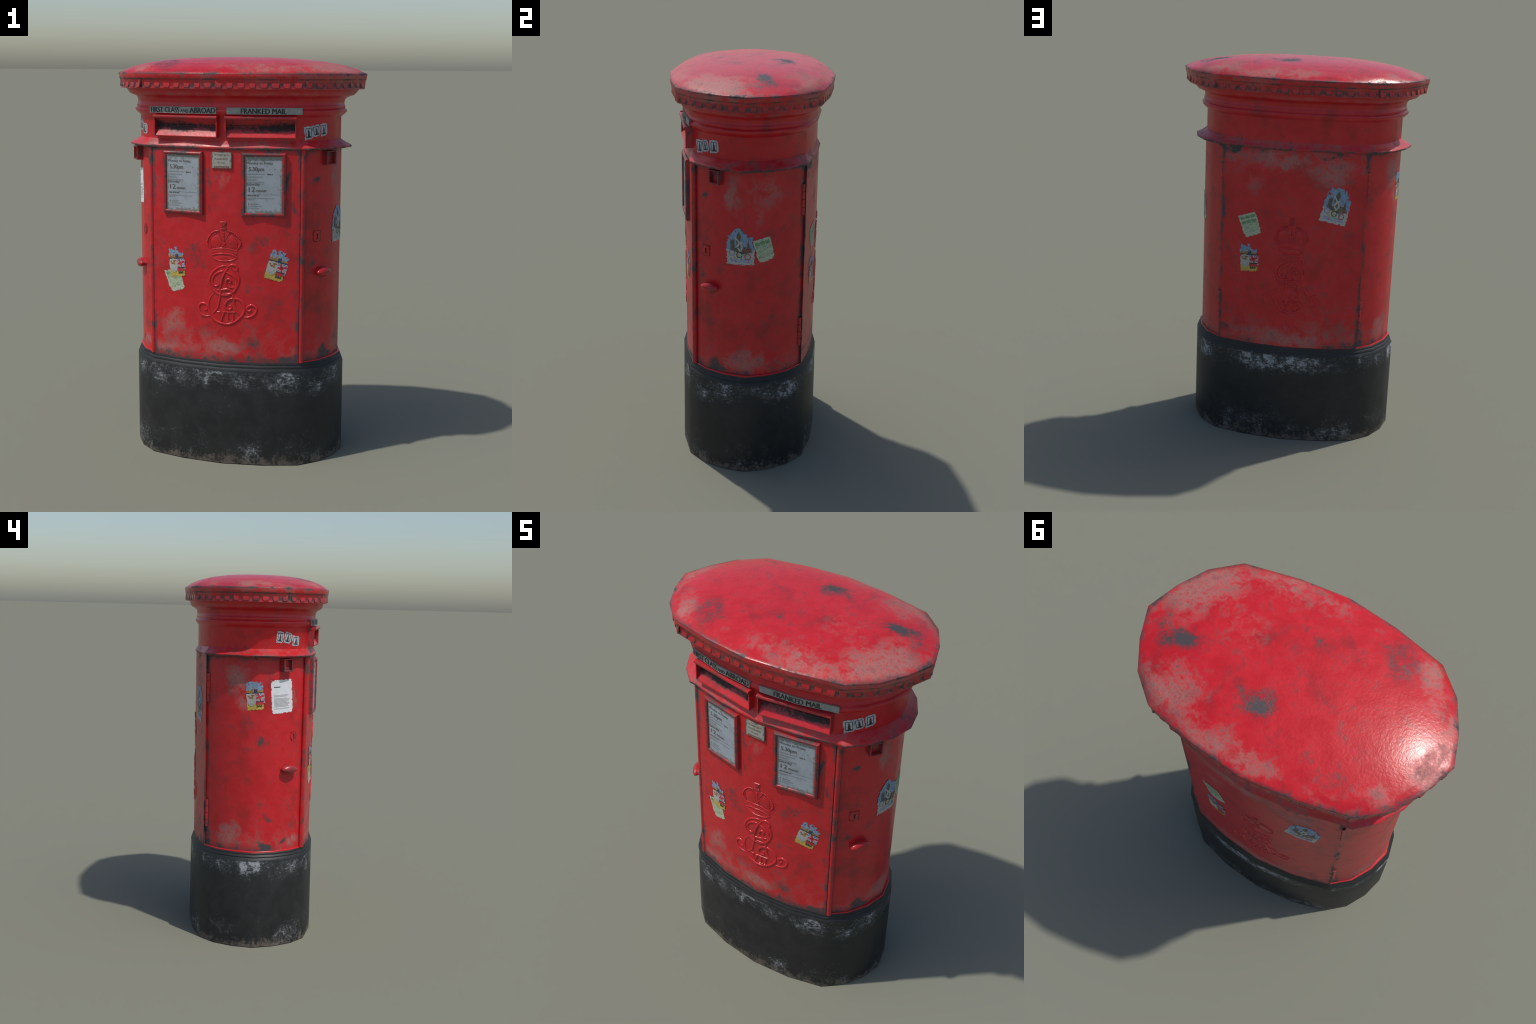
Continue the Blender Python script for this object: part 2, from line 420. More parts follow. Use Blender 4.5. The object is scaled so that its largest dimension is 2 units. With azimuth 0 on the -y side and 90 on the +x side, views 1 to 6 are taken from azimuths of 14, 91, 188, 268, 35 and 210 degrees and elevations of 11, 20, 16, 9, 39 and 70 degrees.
# corner posts at the front
def tube(r, z0, z1, seg=14, squash=1.0):
    return loft([[(r * math.cos(t * math.tau / seg), r * squash * math.sin(t * math.tau / seg), z) for t in range(seg)]
                 for z in (z0, z1)])
for sx in (1, -1):
    bm = tube(.0135, .5222, 1.574)
    bmesh.ops.translate(bm, verts=bm.verts, vec=(sx * .3785, -.2595, 0))
    put('corner_post', finish(bm, 'corner_post', 50), mats=[M_POST])

# ---- drip moulding: wide lobes over the doors, a mere bead over the plates -----
DQ_OUT = [(.5715, 0), (.5450, .107), (.4870, .206), (.4105, .2775), (.3750, .2805), (.197, .3245), (0, .3445)]
DQ_IN = [(.5140, 0), (.4880, .101), (.4345, .195), (.3580, .2640), (.3500, .2660), (.190, .3070), (0, .3265)]
def drip(f, z, zf=None):
    q = [(i[0] + (o[0] - i[0]) * f, i[1] + (o[1] - i[1]) * f) for i, o in zip(DQ_IN, DQ_OUT)]
    return [(x, y, z) for x, y in all_round(q)]
bm = loft([drip(0, 1.6085), drip(.10, 1.6045), drip(.42, 1.5915), drip(.74, 1.5815), drip(.94, 1.5775), drip(1, 1.5740),
           drip(.985, 1.5700), drip(.93, 1.5665), drip(.2, 1.5610), drip(-.2, 1.5610)])
put('drip_moulding', finish(bm, 'drip_moulding', 38), mats=[M_FLANGE])

# ---- neck with bead and cove --------------------------------------------------
put('neck', finish(ring_loft([
    (.5160, .3280, 1.560, 0), (.5160, .3280, 1.714, 0), (.5200, .3300, 1.7185, 0), (.5300, .3360, 1.7255, 0), (.5410, .3430, 1.7365, 0),
    (.5445, .3448, 1.7430, 0), (.5425, .3438, 1.7485, 0), (.5365, .3400, 1.7535, 0), (.5335, .3380, 1.7560, 0),
    (.5345, .3386, 1.7600, 0), (.5360, .3394, 1.7640, 0), (.5335, .3378, 1.7690, 0), (.5305, .3360, 1.7740, .1),
    (.5305, .3362, 1.7860, .2), (.5335, .3390, 1.7970, .35), (.5410, .3450, 1.8055, .5), (.5570, .3560, 1.8130, .7),
    (.5760, .3680, 1.8185, .85), (.5840, .3715, 1.8250, .95), (.5940, .3760, 1.8360, 1), (.6000, .3785, 1.8455, 1), (.6000, .3785, 1.855, 1)]),
    'neck', 50), mats=[M_NECK])

# ---- lid ----------------------------------------------------------------------
RIM = [(.590, .372, 1.8462, 1), (.6275, .3970, 1.8470, 1), (.6290, .3985, 1.8495, 1), (.6280, .3978, 1.8525, 1),
       (.6330, .4018, 1.8905, 1), (.6358, .4045, 1.8930, 1), (.6398, .4078, 1.9190, 1), (.6385, .4068, 1.9218, 1), (.6340, .4030, 1.9238, 1)]
DOME = [(.968, 1.9280), (.935, 1.9390), (.88, 1.9510), (.78, 1.9670), (.64, 1.9808), (.48, 1.9903), (.30, 1.9966), (.13, 1.9993)]
rings = RIM + [(.640 * r, .408 * r, z, 1) for r, z in DOME]
me = finish(ring_loft(rings, tip=(0, 0, 2.0)), 'lid', 46)
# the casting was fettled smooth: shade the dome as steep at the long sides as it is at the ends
def dome_normal(co):
    far = min(1.0, max(abs(co.x) / .64, math.hypot(co.x / .64, co.y / .408)))
    steep = [(0, 0), (.13, .012), (.30, .035), (.48, .075), (.64, .125), (.78, .205), (.88, .255), (.935, .28), (.968, .30), (.985, .48), (1, .9)]
    for (a, s0), (b, s1) in zip(steep, steep[1:]):
        if far <= b: break
    k = s0 + (s1 - s0) * max(0, min(1, (far - a) / (b - a)))
    g = Vector((co.x / .64 ** 2, co.y / .408 ** 2, 0))
    if g.length < 1e-6: return Vector((0, 0, 1))
    g.normalize()
    return Vector((g.x * k, g.y * k, 1)).normalized()
normals = [Vector(n.vector) for n in me.corner_normals]
for p in me.polygons:
    if p.normal.z > .6 and p.center.z > 1.922:
        for li in p.loop_indices: normals[li] = dome_normal(me.vertices[me.loops[li].vertex_index].co)
me.normals_split_custom_set([tuple(n) for n in normals])
put('lid', me, mats=[M_LID])

# dentils: little tongues hanging under the rim
loop = plan(.6302, .3994, 1)
per = [math.dist(loop[i], loop[(i + 1) % len(loop)]) for i in range(len(loop))]
COUNT = 62
bm = bmesh.new()
prof = [(-.0190, .0185), (.0190, .0185), (.0190, -.010), (.0140, -.0185), (-.0140, -.0185), (-.0190, -.010)]
lo = [bm.verts.new((u, -.004, v)) for u, v in prof]
hi = [bm.verts.new((u * .80, .0017 if v > 0 else .0013, v * .92)) for u, v in prof]
for i in range(6): bm.faces.new((lo[i], lo[(i + 1) % 6], hi[(i + 1) % 6], hi[i]))
bm.faces.new(hi)
dent = finish(bm, 'dentil', 25)
dent.materials.append(M_LID)
M_DENT = red_paint('dentil_red_paint', fade_bias=-0.06, chip_bias=0.03, rough=0.33, own_noise=True,
    edge=lambda m: m.x.abs().ramp(.009, .018) * .16 + m.z.ramp(-.002, -.018) * .10)
dent.materials[0] = M_DENT
total = sum(per)
for k in range(COUNT):
    d = (k + .5) / COUNT * total; i = 0
    while d > per[i]: d -= per[i]; i += 1
    p, q = Vector(loop[i]), Vector(loop[(i + 1) % len(loop)])
    t = (q - p).normalized(); c = p + t * d; n = Vector((t.y, -t.x))
    lean = Vector((n.x, n.y, .10)).normalized()
    Z = Vector((-n.x * .10, -n.y * .10, 1)).normalized() * -1 * -1
    X = lean.cross(Z).normalized()
    M = Matrix((X.to_4d(), lean.to_4d(), Z.to_4d(), (0, 0, 0, 1))).transposed()
    M.translation = (c.x, c.y, 1.8715)
    for r in range(3): M[3][r] = 0
    M[3][3] = 1
    M = M @ Matrix.Diagonal((random.uniform(.88, 1.16), random.uniform(.75, 1.1), random.uniform(.92, 1.05), 1))
    ob = bpy.data.objects.new('dentil', dent); COL.objects.link(ob)
    ob.matrix_world = M; ob.parent = ROOT

# ----------------------------------------------------------------------------
# paths along the walls: t runs to the right as seen from outside, 0 in the middle
# ----------------------------------------------------------------------------
class Path:
    def __init__(self, pts):
        self.p = [Vector(p) for p in pts]
        self.k = [0]
        for a, b in zip(self.p, self.p[1:]): self.k.append(self.k[-1] + (b - a).length)
        h = self.k[len(pts) // 2]
        self.k = [v - h for v in self.k]
    def at(self, t):
        i = 0
        while i < len(self.p) - 2 and t > self.k[i + 1]: i += 1
        d = (self.p[i + 1] - self.p[i]).normalized()
        return self.p[i] + d * (t - self.k[i]), Vector((d.y, -d.x)), d
    def t_of(self, x, y):
        best = None
        for i, (a, b) in enumerate(zip(self.p, self.p[1:])):
            d = b - a; f = max(0, min(1, (Vector((x, y)) - a).dot(d) / d.length_squared))
            e = (a + d * f - Vector((x, y))).length
            if best is None or e < best[0]: best = (e, self.k[i] + f * d.length)
        return best[1]
def quarter_path(loop, side):
    """the part of a plan loop that faces one side"""
    n = len(loop)
    mid = {'right': 0, 'back': 5, 'left': 10, 'front': 15}[side]
    return Path([loop[(mid + i) % n] for i in range(-5, 6)])
P_FRONT, P_RIGHT, P_BACK, P_LEFT = Path(FRONT), Path(RIGHT), Path(BACK), Path(LEFT)
NECK_LOOP = plan(.516, .328)
P_NECK_R, P_NECK_L = quarter_path(NECK_LOOP, 'right'), quarter_path(NECK_LOOP, 'left')
P_BEAD = quarter_path(plan(.5470, .3468), 'front')

def frame_at(path, t, z, off=0.0, rot=0.0):
    c, n, d = path.at(t)
    X, Z = Vector((d.x, d.y, 0)), Vector((n.x, n.y, 0))
    Y = Vector((0, 0, 1))
    M = Matrix((( X.x, Y.x, Z.x, c.x + n.x * off), (X.y, Y.y, Z.y, c.y + n.y * off), (X.z, Y.z, Z.z, z), (0, 0, 0, 1)))
    return M @ Matrix.Rotation(rot, 4, 'Z')

def wrap(bm, path, t0, z0, off=0.001, rot=0.0):
    """take flat geometry (u right, v up, w outwards) and lay it round the wall; returns the local frame."""
    bmesh.ops.rotate(bm, verts=bm.verts, cent=(0, 0, 0), matrix=Matrix.Rotation(rot, 3, 'Z'))
    bmesh.ops.translate(bm, verts=bm.verts, vec=(t0, z0, 0))
    us = [v.co.x for v in bm.verts]
    for k in path.k[1:-1]:
        if us and min(us) < k < max(us):
            bmesh.ops.bisect_plane(bm, geom=bm.verts[:] + bm.edges[:] + bm.faces[:], dist=1e-6, plane_co=(k, 0, 0), plane_no=(1, 0, 0))
    M = frame_at(path, t0, z0, off, rot); inv = M.inverted()
    for v in bm.verts:
        c, n, d = path.at(v.co.x)
        w = off + v.co.z
        v.co = inv @ Vector((c.x + n.x * w, c.y + n.y * w, v.co.y))
    return M

def finish_keep(bm, name, smooth=False, angle=40):
    me = bpy.data.meshes.new(name); bm.to_mesh(me); bm.free()
    if smooth:
        me.polygons.foreach_set('use_smooth', [True] * len(me.polygons))
        me.set_sharp_from_angle(angle=math.radians(angle))
    return me

# ----------------------------------------------------------------------------
# lettering
# ----------------------------------------------------------------------------
def text_bm(body, height, width=None, bold=0.0, extrude=0.0004, align='CENTER'):
    cu = bpy.data.curves.new('lettering', 'FONT')
    cu.body = body; cu.size = 1.0; cu.extrude = 0.0; cu.offset = 0.0; cu.resolution_u = 3
    ob = bpy.data.objects.new('lettering', cu); COL.objects.link(ob)
    dg = bpy.context.evaluated_depsgraph_get()
    me = bpy.data.meshes.new_from_object(ob.evaluated_get(dg))
    bpy.data.objects.remove(ob); bpy.data.curves.remove(cu)
    bm = bmesh.new(); bm.from_mesh(me); bpy.data.meshes.remove(me)
    xs = [v.co.x for v in bm.verts]
    sy = height / 0.72
    sx = sy if width is None else width / (max(xs) - min(xs))
    x0 = min(xs) if align == 'LEFT' else (min(xs) + max(xs)) / 2
    for v in bm.verts: v.co = Vector(((v.co.x - x0) * sx, v.co.y * sy, 0))
    if bold:                                    # heavier weight: the same letters struck twice, a hair apart
        heavy = bmesh.new(); e = bold * sy
        for i, du in enumerate((-e, e, 0)):
            q = bm.copy(); join_bm(heavy, q, 0, du, 0, -.00006 * i)
        bm.free(); bm = heavy
    return bm

def join_bm(dst, src, mi=0, du=0, dv=0, dw=0):
    mp = {}
    for v in src.verts: mp[v] = dst.verts.new((v.co.x + du, v.co.y + dv, v.co.z + dw))
    for f in src.faces:
        try:
            g = dst.faces.new([mp[v] for v in f.verts]); g.material_index = mi
        except ValueError: pass
    src.free()

def poly(bm, pts, mi=0, w=0.0):
    vs = [bm.verts.new((u, v, w)) for u, v in pts]
    a = sum(p[0] * q[1] - q[0] * p[1] for p, q in zip(pts, pts[1:] + pts[:1]))
    f = bm.faces.new(vs if a > 0 else vs[::-1]); f.material_index = mi
def rect(bm, u0, v0, u1, v1, mi=0, w=0.0): poly(bm, [(u0, v0), (u1, v0), (u1, v1), (u0, v1)], mi, w)
def disc(bm, u, v, ru, rv, mi=0, w=0.0, n=20):
    poly(bm, [(u + ru * math.cos(i * math.tau / n), v + rv * math.sin(i * math.tau / n)) for i in range(n)], mi, w)
def annulus(bm, u, v, r, wd, mi=0, w=0.0, n=20):
    for i in range(n):
        a, b = i * math.tau / n, (i + 1) * math.tau / n
        poly(bm, [(u + (r - wd) * math.cos(a), v + (r - wd) * math.sin(a)), (u + r * math.cos(a), v + r * math.sin(a)),
                  (u + r * math.cos(b), v + r * math.sin(b)), (u + (r - wd) * math.cos(b), v + (r - wd) * math.sin(b))], mi, w)
def bar(bm, p, q, wd, mi=0, w=0.0):
    d = Vector((q[0] - p[0], q[1] - p[1])).normalized() * wd / 2
    poly(bm, [(p[0] + d.y, p[1] - d.x), (q[0] + d.y, q[1] - d.x), (q[0] - d.y, q[1] + d.x), (p[0] - d.y, p[1] + d.x)], mi, w)

# ---- slots and their plates -----------------------------------------------------
CUTS = []
def slot(sx):
    """hooded letter aperture; built in a frame with u along its face, w outwards, v = height"""
    A, B = Vector((sx * .0205, -.3560)), Vector((sx * .3510, -.3010))
    if sx < 0: A, B = B, A
    d = (B - A).normalized(); n = Vector((d.y, -d.x)); c = (A + B) / 2; h = (B - A).length / 2
    def P(u, w, z): return (c.x + d.x * u + n.x * w, c.y + d.y * u + n.y * w, z)
    def extrude(profile, u0, u1, caps=True):
        return loft([[P(u0, w, z) for w, z in profile], [P(u1, w, z) for w, z in profile]], cap_low=caps, cap_top=caps)
    bm = bmesh.new()
    hood = [(-.05, 1.7228), (.0020, 1.7228), (.0060, 1.7208), (.0082, 1.7160), (.0072, 1.7105), (.0035, 1.7068), (-.003, 1.7060), (-.05, 1.7060)]
    parts = [extrude(hood, -h - .002, h + .002),
             extrude([(-.05, 1.6206), (0, 1.6206), (.0005, 1.6240), (-.006, 1.6262), (-.05, 1.6262)], -h + .001, h - .001)]
    for u in (-h, h - .0045):
        parts.append(extrude([(-.05, 1.6210), (-.0008, 1.6210), (-.0008, 1.7070), (-.05, 1.7070)], u, u + .0045))
    for p in parts:
        bmesh.ops.recalc_face_normals(p, faces=p.faces[:]); join_bm(bm, p)
    ob = put('letter_slot', finish(bm, 'letter_slot', 35), mats=[M_SLOT])
    # sloping sill that the sun catches
    bm = extrude([(-.0035, 1.6250), (-.0155, 1.6450), (-.060, 1.6450), (-.060, 1.6250)], -h + .004, h - .004)
    put('slot_sill', finish(bm, 'slot_sill', 20), parent=ob, mats=[M_LEDGE])
    bm = extrude([(-.0150, 1.6445), (-.0300, 1.6690), (-.0275, 1.6705), (-.0275, 1.6750), (-.0300, 1.6765), (-.0110, 1.7075), (-.075, 1.7075), (-.075, 1.6445)],
                 -h + .004, h - .004)
    put('slot_flap', finish(bm, 'slot_flap', 20), parent=ob, mats=[M_FLAP])
    bm = extrude([(-.0745, 1.6262), (.004, 1.6262), (.004, 1.7064), (-.0745, 1.7064)], -h + .0042, h - .0042)
    cut = put('slot_cutter', finish(bm, 'slot_cutter', 20, False)); CUTS.append(cut)
for sx in (1, -1): slot(sx)
# open the neck behind the slots
neck_ob = bpy.data.objects['neck']
for cut in CUTS:
    md = neck_ob.modifiers.new('opening', 'BOOLEAN'); md.operation = 'DIFFERENCE'; md.solver = 'EXACT'; md.object = cut
me = bpy.data.meshes.new_from_object(neck_ob.evaluated_get(bpy.context.evaluated_depsgraph_get()))
me.name = 'neck'
neck_ob.modifiers.clear(); neck_ob.data = me
me.polygons.foreach_set('use_smooth', [True] * len(me.polygons)); me.set_sharp_from_angle(angle=math.radians(50))
for cut in CUTS: bpy.data.objects.remove(cut)

def strip_plate(name, path, t0, t1, z0, z1, off, thick, mat, parent=ROOT):
    bm = bmesh.new()
    t, z = (t0 + t1) / 2, (z0 + z1) / 2
    hw, hh = (t1 - t0) / 2, (z1 - z0) / 2
    c = [(-hw, -hh), (hw, -hh), (hw, hh), (-hw, hh)]
    lo = [bm.verts.new((u, v, -thick)) for u, v in c]; hi = [bm.verts.new((u, v, 0)) for u, v in c]
    bm.faces.new(hi); bm.faces.new(lo[::-1])
    for i in range(4): bm.faces.new((lo[i], lo[(i + 1) % 4], hi[(i + 1) % 4], hi[i]))
    M = wrap(bm, path, t, z, off)
    return put(name, finish(bm, name, 15), parent=parent, mats=[mat], matrix=M), t, z

def lettering(name, bm, path, t, z, off, mats, parent, rot=0.0):
    M = wrap(bm, path, t, z, off, rot)
    return put(name, finish_keep(bm, name), parent=parent, mats=mats, matrix=M, kind='stuff')

pl, t, z = strip_plate('slot_name_plate', P_BEAD, -.3840, -.0255, 1.7315, 1.7625, .0012, .012, M_STEEL)
bm = bmesh.new()
join_bm(bm, text_bm('FIRST CLASS', .0262, .162, .040), 0, -.0905, -.0120)
join_bm(bm, text_bm('AND', .0175, .042, .030), 0, .0165, -.0120)
join_bm(bm, text_bm('ABROAD', .0262, .130, .040), 0, .1095, -.0120)
lettering('plate_lettering', bm, P_BEAD, t, z, .0019, [M_INK], pl)
pl, t, z = strip_plate('slot_name_plate', P_BEAD, .0255, .3830, 1.7315, 1.7625, .0012, .012, M_STEEL)
bm = text_bm('FRANKED MAIL', .0255, .214, .040)
for v in bm.verts: v.co += Vector((-.003, -.0122, 0))
lettering('plate_lettering', bm, P_BEAD, t, z, .0019, [M_INK], pl)
for du in (-.170, .162):
    bm = bmesh.new()
    bmesh.ops.create_uvsphere(bm, u_segments=12, v_segments=6, radius=.0042)
    for v in bm.verts: v.co.z *= .5
    M = wrap(bm, P_BEAD, t + du, z - .003, .0014)
    put('screw', finish(bm, 'screw', 60), parent=pl, mats=[M_SCREW], matrix=M)

# ---- notice frames ----------------------------------------------------------------
def notice(sx):
    A, B = Vector((sx * .0965, -.3455)), Vector((sx * .3065, -.3065))
    if sx < 0: A, B = B, A
    d = (B - A).normalized(); n = Vector((d.y, -d.x)); c = (A + B) / 2
    hw, z0, z1 = (B - A).length / 2, 1.2475, 1.5535
    zc, hh = (z0 + z1) / 2, (z1 - z0) / 2
    def loop(ins, w):
        return [(c.x + d.x * u + n.x * w, c.y + d.y * u + n.y * w, zc + v)
                for u, v in ((-hw + ins, -hh + ins), (hw - ins, -hh + ins), (hw - ins, hh - ins), (-hw + ins, hh - ins))]
    bm = loft([loop(0, -.034), loop(0, -.0045), loop(.0012, -.0022), loop(.0035, -.0026), loop(.0045, -.0015), loop(.008, .0012),
               loop(.0125, .0012), loop(.0165, -.0012), loop(.0185, -.0045), loop(.0188, -.0085)], cap_low=True, cap_top=False)
    fr = put('notice_frame', finish(bm, 'notice_frame', 32), mats=[M_TRIM])
    M = Matrix(((d.x, 0, n.x, c.x), (d.y, 0, n.y, c.y), (0, 1, 0, zc), (0, 0, 0, 1)))
    bm = bmesh.new(); a, b = hw - .0187, hh - .0187
    rect(bm, -a, -b, a, b, 0, -.0065)
    pp = put('notice_paper', finish_keep(bm, 'notice_paper'), parent=fr, mats=[M_PAPER], matrix=M)
    bm = bmesh.new(); L = -a + .012; w = -.0058
    def line(s, h, wd, u, v, mi, bold): join_bm(bm, text_bm(s, h, wd, bold, align='LEFT'), mi, u, v, w)
    line('Monday to Friday', .0118, .124, L - .004, .0985, 0, .022)
    line('5.30pm', .0200, .072, L + .006, .0660, 0, .028)
    line('Saturday', .0125, .062, L - .004, -.0020, 0, .022)
    line('12', .0235, .030, L + .006, -.0330, 0, .028)
    line('noon', .0150, .046, L + .043, -.0330, 0, .028)
    rect(bm, L, -.0462, a - .004, -.0448, 1, w)
    rnd = random.Random(5)
    def words(u, v, length, h, mi):
        e = u + length
        while u < e:
            q = min(e, u + rnd.uniform(.008, .022)); rect(bm, u, v, q, v + h, mi, w); u = q + .003
    for v, ln, h, mi in ((.0500, .080, .0042, 1), (.0360, .072, .0048, 1), (.0230, .042, .0045, 1), (.0105, .078, .0048, 1),
                         (-.0530, .054, .0046, 0), (-.0650, .128, .0030, 1), (-.0710, .030, .0030, 1),
                         (-.0930, .040, .0045, 1), (-.1035, .052, .0045, 1), (-.1140, .040, .0045, 1)):
        words(L + (.014 if -.12 < v < -.08 else 0), v, ln, h, mi)
    words(L + .093, .0480, .026, .0055, 0)
    for v in (-.0930, -.1035, -.1140): disc(bm, L + .005, v + .002, .0028, .0034, 0 if v > -.1 else 1, w, 10)
    put('notice_lettering', finish_keep(bm, 'notice_lettering'), parent=fr, mats=[M_GREYINK, M_PALEINK], matrix=M, kind='stuff')
for sx in (1, -1): notice(sx)

# ---- small enamel plate between the notices ----------------------------------------
pl, t, z = strip_plate('instruction_plate', Path([(-.3693, -.2800), (-.0485, -.3400), (0, -.3425), (.0485, -.3400), (.3693, -.2800)]),
                       -.0487, .0487, 1.4768, 1.5525, .0005, .010, M_ENAMEL)
bm = bmesh.new()
for s, wd, v, h in (('TO AVOID DELAY', .074, .0205, .0090), ('PLEASE POST', .066, .0020, .0090), ('IN THE', .034, -.0160, .0085)):
    join_bm(bm, text_bm(s, h, wd, .008), 0, -.001, v)
rnd = random.Random(3); u = -.037
while u < .034:
    q = u + rnd.uniform(.004, .010); rect(bm, u, -.0350, min(q, .036), -.0272); u = q + .0022
lettering('plate_lettering', bm, Path([(-.3693, -.2800), (-.0485, -.3400), (0, -.3425), (.0485, -.3400), (.3693, -.2800)]), 0, z, .0012, [M_REDINK], pl)

# ---- tablet holders (open square tubes) high on the doors ----------------------------
for path, door, t, turn in ((P_RIGHT, DOOR_R, P_RIGHT.t_of(.475, -.140), .125), (P_LEFT, DOOR_L, P_LEFT.t_of(-.475, -.140), -.125)):
    M = frame_at(path, t, 1.5245) @ Matrix.Rotation(-turn, 4, 'Y')
    def sq(hw, hh, w): return [(-hw, -hh, w), (hw, -hh, w), (hw, hh, w), (-hw, hh, w)]
    bm = loft([sq(.030, .034, -.010), sq(.030, .034, .0310), sq(.0285, .0325, .0335), sq(.0250, .0285, .0335),
               sq(.0235, .0270, .0315), sq(.0220, .0255, .0130)])
    bm.transform(M)
    ob = put('tablet_holder', finish(bm, 'tablet_holder', 25), parent=door, mats=[M_TRIM])

# ---- door knobs --------------------------------------------------------------------
for path, door, x in ((P_RIGHT, DOOR_R, .4565), (P_LEFT, DOOR_L, -.4565)):
    t = path.t_of(x, -.171); M = frame_at(path, t, .9690)
    prof = [(.037, .0190, -.004), (.0355, .0185, .006), (.0365, .0195, .012), (.0405, .0222, .019), (.0395, .0218, .026), (.034, .0185, .0335),
            (.024, .0125, .0385), (.012, .006, .0405)]
    bm = loft([[(1.24 * a * math.cos(i * math.tau / 24), 1.08 * b * math.sin(i * math.tau / 24) * (1 - .22 * abs(math.cos(i * math.tau / 24))), w * .92) for i in range(24)] for a, b, w in prof])
    bm.transform(M)
    put('door_knob', finish(bm, 'door_knob', 60), parent=door, mats=[M_KNOB])

# ---- keyholes ------------------------------------------------------------------------
for path, door, (x, y), round_plate in ((P_RIGHT, DOOR_R, (.440, -.198), False), (P_LEFT, DOOR_L, (-.440, -.199), True)):
    t = path.t_of(x, y)
    bm = bmesh.new()
    if round_plate:
        disc(bm, 0, 0, .022, .028, 0, .0012, 24)
        for a0, a1 in ((-1.0, 1.0), (2.2, 2.7), (3.6, 4.2)):
            n = 8
            for i in range(n):
                a, b = a0 + (a1 - a0) * i / n, a0 + (a1 - a0) * (i + 1) / n
                ro = .0262 if a0 > 0 else .0236; ri = .0205
                if a0 < 0: a, b = a, b
                poly(bm, [(ri * .8 * math.cos(a), ri * 1.2 * math.sin(a)), (ro * .8 * math.cos(a), ro * 1.2 * math.sin(a)),
                          (ro * .8 * math.cos(b), ro * 1.2 * math.sin(b)), (ri * .8 * math.cos(b), ri * 1.2 * math.sin(b))], 1, .0016)
    else:
        rect(bm, -.020, -.025, .020, .025, 0, .0012)
        rnd = random.Random(2)
        for (p, q) in (((-.021, .0258), (.022, .0258)), ((-.021, -.0258), (.021, -.0258)), ((.0215, -.026), (.0215, .027)), ((-.0210, .004), (-.0210, .024)), ((-.0210, -.026), (-.0210, -.012))):
            n = 7
            for i in range(n):
                f, g = i / n, (i + 1) / n
                if rnd.random() < .16: continue
                bar(bm, (p[0] + (q[0] - p[0]) * f, p[1] + (q[1] - p[1]) * f), (p[0] + (q[0] - p[0]) * g, p[1] + (q[1] - p[1]) * g), rnd.uniform(.0016, .0042), 1, .0016)
    disc(bm, 0, .006, .0052, .0058, 2, .0019, 14)
    poly(bm, [(-.0022, .004), (.0022, .004), (.0032, -.0150), (-.0032, -.0150)], 2, .0021)
    M = wrap(bm, path, t, 1.147, .0006)
    put('keyhole', finish_keep(bm, 'keyhole'), parent=door, mats=[M_POST, M_INK, M_VOID], matrix=M)

# ---- hinges in the back jambs ----------------------------------------------------------
for sx, door in ((1, DOOR_R), (-1, DOOR_L)):
    for z0, z1 in ((1.313, 1.468), (.629, .781)):
        bm = bmesh.new(); n = 4; step = (z1 - z0) / n
        for i in range(n):
            p = tube(.0105, z0 + i * step + .0012, z0 + (i + 1) * step - .0012, 12)
            bmesh.ops.recalc_face_normals(p, faces=p.faces[:]); join_bm(bm, p)
        p = tube(.0075, z0, z1, 10); bmesh.ops.recalc_face_normals(p, faces=p.faces[:]); join_bm(bm, p, 1)
        bmesh.ops.translate(bm, verts=bm.verts, vec=(sx * .3700, .2585, 0))
        put('hinge', finish(bm, 'hinge', 40), parent=door, mats=[M_POST, M_INK])

